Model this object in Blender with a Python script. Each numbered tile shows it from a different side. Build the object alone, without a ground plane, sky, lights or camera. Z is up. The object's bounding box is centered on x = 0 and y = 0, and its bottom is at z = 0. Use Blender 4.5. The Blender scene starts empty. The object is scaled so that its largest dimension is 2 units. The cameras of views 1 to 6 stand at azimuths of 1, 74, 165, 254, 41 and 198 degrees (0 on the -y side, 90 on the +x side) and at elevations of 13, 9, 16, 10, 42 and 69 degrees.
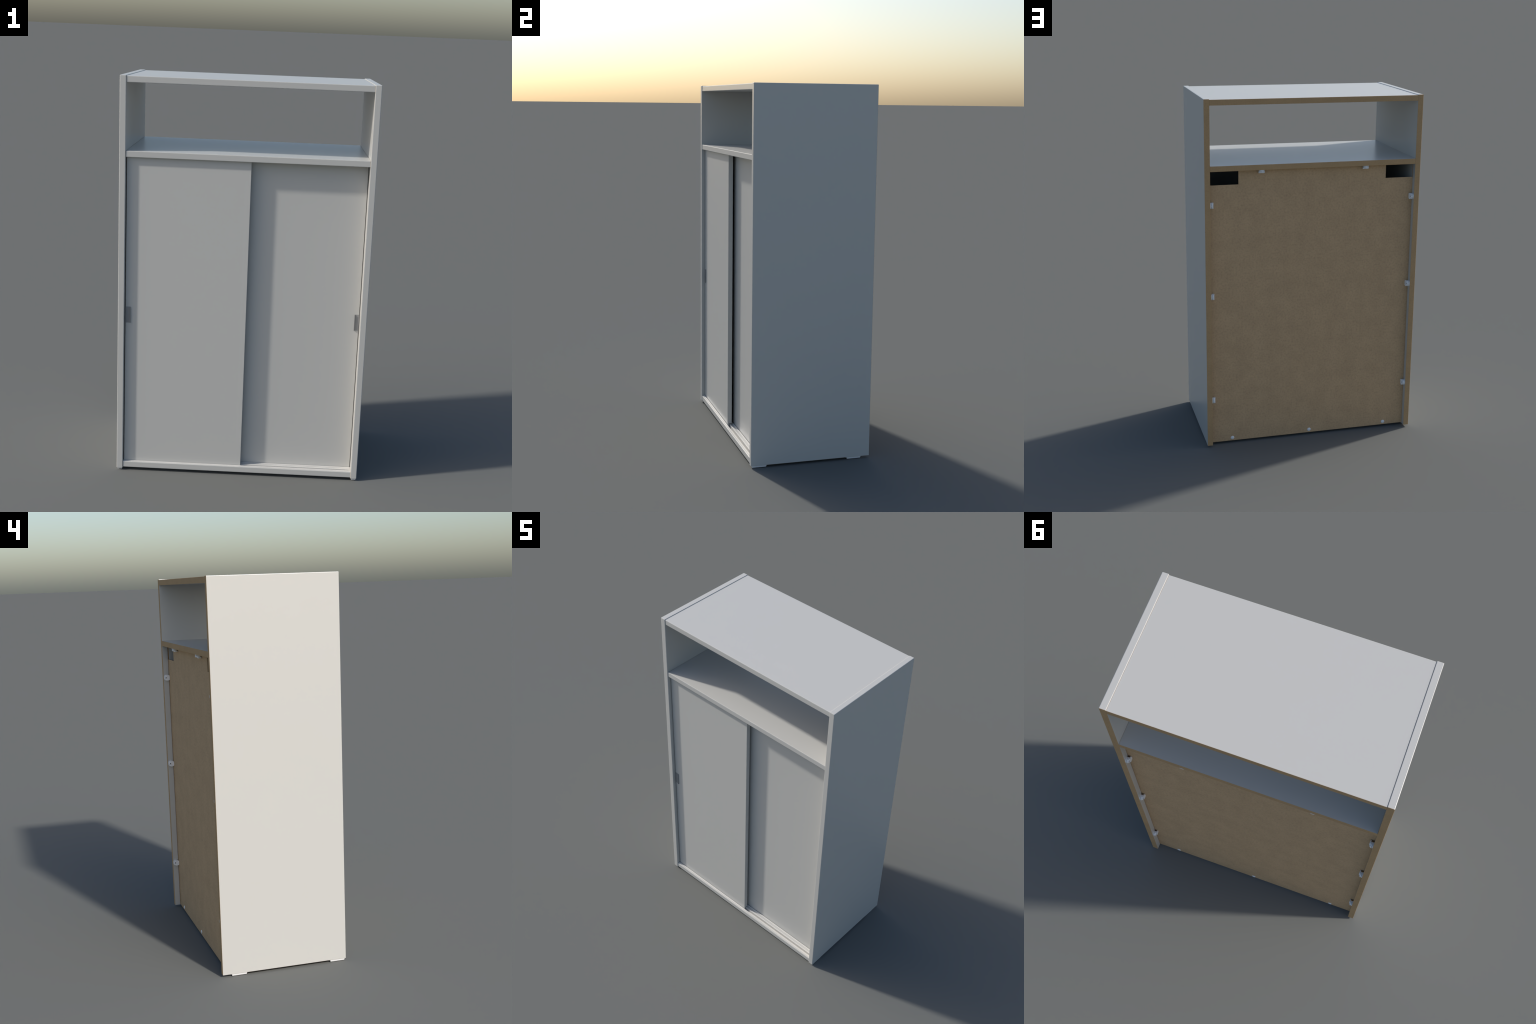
"""White foil chipboard wardrobe: two sliding doors, open top compartment, hardboard back."""
import bpy, bmesh, math
from mathutils import Vector, Matrix

# ------------------------------------------------------------------ sizes (metres)
HALF_W, HALF_D, TOP = 0.6160, 0.3328, 2.0
BOARD = 0.0300                       # board thickness
INNER = HALF_W - 0.0305              # inner face of the side panels
PANEL_Z0 = 0.0105                    # side panels stand on feet
BOARD_FRONT = -HALF_D + 0.0030        # horizontal boards stand back a little at the front
BOARD_HALF = INNER - 0.0003          # half length of the horizontal boards
TOP_Z = 1.9970                       # top of the top board (a little below the panels)
SHELF_Z = 1.6428                     # top of the shelf
BASE_Z = 0.0437                      # top of the bottom board
BACK_Y, BACK_T = 0.2994, 0.0036      # outer face / thickness of the hardboard back
EDGE, RAW_EDGE = 0.0024, 0.0008      # rounding of foiled edges / of sawn edges
DOOR_T, DOOR_W = 0.0253, 0.600


# ------------------------------------------------------------------ materials
def new_material(name, rough, spec=0.5):
    m = bpy.data.materials.new(name)
    m.use_nodes = True
    nt = m.node_tree
    b = nt.nodes["Principled BSDF"]
    b.inputs["Roughness"].default_value = rough
    b.inputs["Specular IOR Level"].default_value = spec
    return m, nt, b


def noise(nt, vec, scale, detail=3.0, rough=0.55):
    n = nt.nodes.new("ShaderNodeTexNoise")
    n.inputs["Scale"].default_value = scale
    n.inputs["Detail"].default_value = detail
    n.inputs["Roughness"].default_value = rough
    nt.links.new(vec, n.inputs["Vector"])
    return n.outputs["Fac"]


def ramp(nt, fac, stops):
    r = nt.nodes.new("ShaderNodeValToRGB")
    e = r.color_ramp.elements
    while len(e) < len(stops):
        e.new(0.5)
    for el, (p, c) in zip(e, stops):
        el.position, el.color = p, (*c, 1.0)
    nt.links.new(fac, r.inputs["Fac"])
    return r.outputs["Color"]


def object_vector(nt, scale=(1, 1, 1)):
    tc = nt.nodes.new("ShaderNodeTexCoord")
    mp = nt.nodes.new("ShaderNodeMapping")
    mp.inputs["Scale"].default_value = scale
    nt.links.new(tc.outputs["Object"], mp.inputs["Vector"])
    return mp.outputs["Vector"]


def shade(c, k):
    return tuple(x * k for x in c)


def foil_material():
    m, nt, b = new_material("white_foil", 0.30, 0.5)
    v = object_vector(nt)
    base = (0.530, 0.523, 0.497)
    col = ramp(nt, noise(nt, v, 6.0), [(0.3, shade(base, 0.998)), (0.7, shade(base, 1.002))])
    nt.links.new(col, b.inputs["Base Color"])
    return m


def plain_material(name, base, rough, spec=0.5):
    m, nt, b = new_material(name, rough, spec)
    v = object_vector(nt)
    col = ramp(nt, noise(nt, v, 30.0), [(0.3, shade(base, 0.985)), (0.7, shade(base, 1.015))])
    nt.links.new(col, b.inputs["Base Color"])
    return m


def fibre_material(name, base, coarse, fine, amount, stretch=(1, 1, 1)):
    """Pressed wood: broad cloudiness plus fine flecks."""
    m, nt, b = new_material(name, 0.85, 0.15)
    v = object_vector(nt, stretch)
    broad = ramp(nt, noise(nt, v, coarse, 2.0), [(0.30, shade(base, 1 - amount * 0.6)), (0.70, shade(base, 1 + amount * 0.6))])
    fleck = ramp(nt, noise(nt, v, fine, 4.0, 0.65), [(0.28, (1 - amount * 2.0,) * 3), (0.50, (1.0,) * 3), (0.75, (1 + amount,) * 3)])
    mix = nt.nodes.new("ShaderNodeMix")
    mix.data_type, mix.blend_type = 'RGBA', 'MULTIPLY'
    mix.inputs[0].default_value = 1.0
    nt.links.new(broad, mix.inputs[6])
    nt.links.new(fleck, mix.inputs[7])
    nt.links.new(mix.outputs[2], b.inputs["Base Color"])
    bump = nt.nodes.new("ShaderNodeBump")
    bump.inputs["Strength"].default_value = 0.08
    bump.inputs["Distance"].default_value = 0.001
    nt.links.new(noise(nt, v, fine, 2.0), bump.inputs["Height"])
    nt.links.new(bump.outputs["Normal"], b.inputs["Normal"])
    return m


FOIL = foil_material()
CHIPBOARD = fibre_material("raw_chipboard", (0.480, 0.312, 0.162), 14.0, 160.0, 0.06)
HARDBOARD = fibre_material("hardboard", (0.554, 0.373, 0.214), 11.0, 95.0, 0.090)
PLASTIC = plain_material("white_plastic", (0.82, 0.82, 0.82), 0.4)
TRACK = plain_material("track_plastic", (0.655, 0.640, 0.605), 0.45)
GREY = plain_material("grey_handle_plastic", (0.275, 0.275, 0.275), 0.45)


# ------------------------------------------------------------------ mesh helpers
def finish(name, bm, mats, parent, origin=(0, 0, 0)):
    """Turn a bmesh built in world coordinates into a named child object."""
    bm.normal_update()
    me = bpy.data.meshes.new(name)
    o = Vector(origin)
    bmesh.ops.translate(bm, vec=-o, verts=bm.verts)
    bm.to_mesh(me)
    bm.free()
    for m in mats:
        me.materials.append(m)
    ob = bpy.data.objects.new(name, me)
    bpy.context.scene.collection.objects.link(ob)
    attach(ob, parent, o)
    return ob


def attach(ob, parent, world):
    base = Vector((0, 0, 0))
    p = parent
    while p:
        base += p.location
        p = p.parent
    ob.parent = parent
    ob.location = Vector(world) - base


def add_box(bm, lo, hi):
    r = bmesh.ops.create_cube(bm, size=1.0)
    c = [(a + b) / 2 for a, b in zip(lo, hi)]
    s = [b - a for a, b in zip(lo, hi)]
    for v in r["verts"]:
        v.co = Vector([v.co[i] * s[i] + c[i] for i in range(3)])
    return r["verts"]


def bevel_all(bm, width, segments=1, min_angle=20):
    edges = [e for e in bm.edges if len(e.link_faces) == 2 and e.calc_face_angle(0) > math.radians(min_angle)]
    bevel_edges(bm, edges, width, segments)


def bevel_edges(bm, edges, width, segments):
    bmesh.ops.bevel(bm, geom=edges, offset=width, segments=segments, profile=0.5, affect='EDGES', clamp_overlap=True)


def mark_raw(bm, raw):
    """Material 1 on every face (bevels included) that leans to one of the raw, uncovered sides."""
    bm.normal_update()
    for f in bm.faces:
        for axis, sign in raw:
            if f.normal[axis] * sign > 0.3:
                f.material_index = 1


def extrude_profile(bm, points, axis, lo, hi):
    """Prism over a closed 2D profile; points are the two remaining coordinates in axis order."""
    others = [i for i in range(3) if i != axis]

    def at(p, t):
        c = [0.0, 0.0, 0.0]
        c[axis] = t
        c[others[0]], c[others[1]] = p
        return bm.verts.new(c)
    a = [at(p, lo) for p in points]
    b = [at(p, hi) for p in points]
    n = len(points)
    faces = [bm.faces.new(a), bm.faces.new(b)]
    for i in range(n):
        faces.append(bm.faces.new((a[i], a[(i + 1) % n], b[(i + 1) % n], b[i])))
    bmesh.ops.recalc_face_normals(bm, faces=faces)
    return faces


def cut(ob, boxes, mat_index):
    """Boolean-subtract boxes (world coordinates) from ob; the cut faces take mat_index."""
    base, p = Vector(ob.location), ob.parent
    while p:
        base += p.location
        p = p.parent
    for lo, hi in boxes:
        bm = bmesh.new()
        add_box(bm, lo, hi)
        for f in bm.faces:
            f.material_index = mat_index
        me = bpy.data.meshes.new("cutter")
        bm.to_mesh(me)
        bm.free()
        for m in ob.data.materials:
            me.materials.append(m)
        c = bpy.data.objects.new("cutter", me)
        bpy.context.scene.collection.objects.link(c)
        mod = ob.modifiers.new("groove", 'BOOLEAN')
        mod.operation, mod.solver, mod.object = 'DIFFERENCE', 'EXACT', c
        bpy.context.view_layer.update()
        dg = bpy.context.evaluated_depsgraph_get()
        new = bpy.data.meshes.new_from_object(ob.evaluated_get(dg))
        ob.modifiers.clear()
        ob.data = new
        bpy.data.objects.remove(c)
        bpy.data.meshes.remove(me)


def board(name, lo, hi, raw, parent):
    bm = bmesh.new()
    add_box(bm, lo, hi)
    bm.normal_update()

    def sawn(e):
        return any(f.normal[a] * d > 0.9 for f in e.link_faces for a, d in raw)
    bevel_edges(bm, [e for e in bm.edges if not sawn(e)], EDGE, 2)
    bm.normal_update()
    bevel_edges(bm, [e for e in bm.edges if sawn(e)], RAW_EDGE, 1)
    mark_raw(bm, raw)
    return finish(name, bm, [FOIL, CHIPBOARD], parent, [(a + b) / 2 for a, b in zip(lo, hi)])


# ------------------------------------------------------------------ the wardrobe
root = bpy.data.objects.new("wardrobe", None)
bpy.context.scene.collection.objects.link(root)
root["label"] = "white two-door sliding wardrobe with open top shelf and brown hardboard back"
root["category"] = "wardrobe"

X, Y, Z = 0, 1, 2

# side panels: foil everywhere except the back and bottom edges; a groove takes the back panel
panels = []
for s in (-1, 1):
    lo = (min(s * INNER, s * HALF_W), -HALF_D, PANEL_Z0)
    hi = (max(s * INNER, s * HALF_W), HALF_D, TOP)
    p = board("side_panel", lo, hi, [(Y, 1), (Z, -1)], root)
    g = sorted((s * (INNER - 0.02), s * (INNER + 0.008)))
    cut(p, [((g[0], 0.2948, -0.1), (g[1], 0.3014, SHELF_Z - 0.012))], 1)
    panels.append((s, p))

# horizontal boards
top = board("top_panel", (-BOARD_HALF, BOARD_FRONT, TOP_Z - 0.0305), (BOARD_HALF, HALF_D, TOP_Z),
            [(X, 1), (X, -1), (Y, 1)], root)
shelf = board("shelf", (-BOARD_HALF, BOARD_FRONT, SHELF_Z - BOARD), (BOARD_HALF, HALF_D, SHELF_Z),
              [(X, 1), (X, -1), (Y, 1)], root)
base = board("bottom_panel", (-BOARD_HALF, BOARD_FRONT, BASE_Z - BOARD), (BOARD_HALF, 0.2960, BASE_Z),
             [(X, 1), (X, -1), (Y, 1)], root)

# sliding tracks: U profiles sunk into the bottom board, flanges lying on it
GROOVE_D, FLANGE, LINER = 0.0190, 0.0065, 0.0012
DOOR_Y = (-0.3115, -0.2705)          # front faces of the front and the rear door
for fy in DOOR_Y:
    g0, g1 = fy - 0.0025, fy + 0.0115            # clear groove
    cut(base, [((-1, g0 - LINER, BASE_Z - GROOVE_D), (1, g1 + LINER, BASE_Z + 0.05))], 0)
    zt, zb = BASE_Z + 0.0016, BASE_Z - GROOVE_D + 0.0004
    o0, o1 = g0 - LINER + 0.0002, g1 + LINER - 0.0002
    zf = BASE_Z + 0.0003
    prof = [(o0 - FLANGE, zf), (o0 - FLANGE + 0.0008, zt), (g0 - 0.0004, zt), (g0, zt - 0.0006),
            (g0, zb + LINER), (g1, zb + LINER), (g1, zt - 0.0006), (g1 + 0.0004, zt),
            (o1 + FLANGE - 0.0008, zt), (o1 + FLANGE, zf), (o1, zf), (o1, zb), (o0, zb), (o0, zf)]
    bm = bmesh.new()
    extrude_profile(bm, prof, X, -INNER + 0.0008, INNER - 0.0008)
    finish("door_track", bm, [TRACK], base, (0, fy, BASE_Z))

# sliding doors: a front lip runs in the track, the rear part is rebated above it
LIP = 0.0115
DOOR_Z0, DOOR_Z1 = BASE_Z - 0.0150, SHELF_Z - BOARD - 0.0008
HANDLE_Z = (0.7825, 0.8652)


def sliding_door(fy, side, gap):
    x0 = side * (INNER - gap)
    lo, hi = sorted((x0, x0 - side * DOOR_W))
    prof = [(fy, DOOR_Z0), (fy + LIP - 0.0015, DOOR_Z0), (fy + LIP - 0.0015, BASE_Z + 0.0060),
            (fy + DOOR_T, BASE_Z + 0.0060), (fy + DOOR_T, DOOR_Z1 - 0.0045),
            (fy + LIP - 0.0015, DOOR_Z1 - 0.0045), (fy + LIP - 0.0015, DOOR_Z1), (fy, DOOR_Z1)]
    bm = bmesh.new()
    extrude_profile(bm, prof, X, lo, hi)
    bevel_all(bm, 0.0008, 1)
    return finish("sliding_door", bm, [FOIL], root, ((lo + hi) / 2, fy, 0.83)), x0


def handle(door, fy, side, x0, width):
    """Edge pull: a plate wrapped over the door edge with a lip standing up at its inner side."""
    t, h, lip_t = 0.0010, 0.0068, 0.0018
    e, i = x0 + side * 0.0008, x0 - side * width     # edge side, inner side
    prof = [(e, fy + 0.018), (e, fy - t), (i + side * lip_t, fy - t), (i + side * lip_t, fy - h),
            (i, fy - h), (i, fy + 0.0004), (x0 + side * 0.0001, fy - 0.0002), (x0 + side * 0.0001, fy + 0.018)]
    bm = bmesh.new()
    extrude_profile(bm, prof, Z, *HANDLE_Z)
    finish("handle", bm, [GREY], door, (x0, fy, sum(HANDLE_Z) / 2))


for fy, side, gap, width in ((DOOR_Y[0], -1, 0.0040, 0.0250), (DOOR_Y[1], 1, 0.0029, 0.0235)):
    d, x0 = sliding_door(fy, side, gap)
    handle(d, fy, side, x0, width)

# feet: low tapered pads under the side panels
for s, p in panels:
    for y0, y1 in ((-0.3275, -0.2455), (0.2040, 0.2860)):
        bm = bmesh.new()
        xc = s * (HALF_W - BOARD / 2)
        vs = add_box(bm, (xc - 0.0130, y0, 0.0), (xc + 0.0130, y1, PANEL_Z0 - 0.0002))
        for v in vs:
            if v.co.z < 0.001:
                v.co.x = xc + math.copysign(0.0106, v.co.x - xc)
                v.co.y += 0.0032 if v.co.y < (y0 + y1) / 2 else -0.0032
        bevel_all(bm, 0.0006, 1)
        finish("foot", bm, [PLASTIC], p, (xc, (y0 + y1) / 2, 0))

# hardboard back in the grooves, with a rectangular notch cut from each upper corner
BX, BZ0, BZ1 = INNER + 0.005, 0.0133, SHELF_Z - BOARD - 0.0004
NX, NZ = 0.4235, 1.5325
prof = [(-BX, BZ0), (BX, BZ0), (BX, NZ), (NX, NZ), (NX, BZ1), (-NX, BZ1), (-NX, NZ), (-BX, NZ)]
bm = bmesh.new()
extrude_profile(bm, prof, Y, BACK_Y - BACK_T, BACK_Y)
back = finish("back_panel", bm, [HARDBOARD], root, (0, BACK_Y, 0.8))

# panel nails along the lower edge
bm = bmesh.new()
bmesh.ops.create_uvsphere(bm, u_segments=24, v_segments=12, radius=1.0)
for v in bm.verts:
    v.co = Vector((v.co.x * 0.0110, v.co.z * 0.0042, v.co.y * 0.0110))
bmesh.ops.recalc_face_normals(bm, faces=bm.faces)
for f in bm.faces:
    f.smooth = True
nail = finish("nail", bm, [PLASTIC], back, (0, 0, 0))
nail.location = Vector((0, BACK_Y - 0.0002, 0.0303)) - back.location
for x in (-0.4640, 0.4640):
    n = nail.copy()
    n.location = Vector((x, BACK_Y - 0.0002, 0.0303)) - back.location
    bpy.context.scene.collection.objects.link(n)


# retaining clips: ribbed discs pressed against the back panel.
# local frame: x = away from the board it sits on, y = towards the back, z = along the board
def clipped_disc(radius, y_min, y_max, n=28):
    pts = []
    for k in range(n):
        a = 2 * math.pi * k / n
        c, d = math.cos(a), math.sin(a)                # squarish disc (superellipse)
        c, d = math.copysign(abs(c) ** 0.72, c), math.copysign(abs(d) ** 0.72, d)
        pts.append((min(max(radius * c, y_min), y_max), radius * d))
    out = []
    for p in pts:
        if not out or (Vector(p) - Vector(out[-1])).length > 1e-5:
            out.append(p)
    return out


bm = bmesh.new()
R = 0.0170
extrude_profile(bm, clipped_disc(R, -0.0050, 0.0178), X, 0.0002, 0.0044)          # rib on the board
extrude_profile(bm, clipped_disc(R, -0.0050, 0.0178), X, 0.0074, 0.0116)          # middle rib
extrude_profile(bm, clipped_disc(R, -0.0146, 0.0040), X, 0.0142, 0.0194)          # pressing plate
extrude_profile(bm, clipped_disc(0.0135, -0.0040, 0.0090), X, 0.0006, 0.0160)     # core
add_box(bm, (0.0008, -0.0045, -0.0032), (0.0160, 0.0140, 0.0032))                 # web
clip = finish("retaining_clip", bm, [PLASTIC], back, (0, 0, 0))
CLIP_Y = 0.3142
spots = [(s * INNER, z, s) for s in (-1, 1) for z in (1.4250, 0.9060, 0.2850)]
first = True
for wx, wz, s in spots:
    c = clip if first else clip.copy()
    c.location = Vector((wx, CLIP_Y, wz)) - back.location
    c.rotation_euler = (0, 0, 0) if s < 0 else (0, math.pi, 0)
    if not first:
        bpy.context.scene.collection.objects.link(c)
    first = False
for wx in (-0.2975, 0.2985):
    c = clip.copy()
    c.location = Vector((wx, CLIP_Y, SHELF_Z - BOARD)) - back.location
    c.rotation_euler = (0, math.pi / 2, 0)
    bpy.context.scene.collection.objects.link(c)
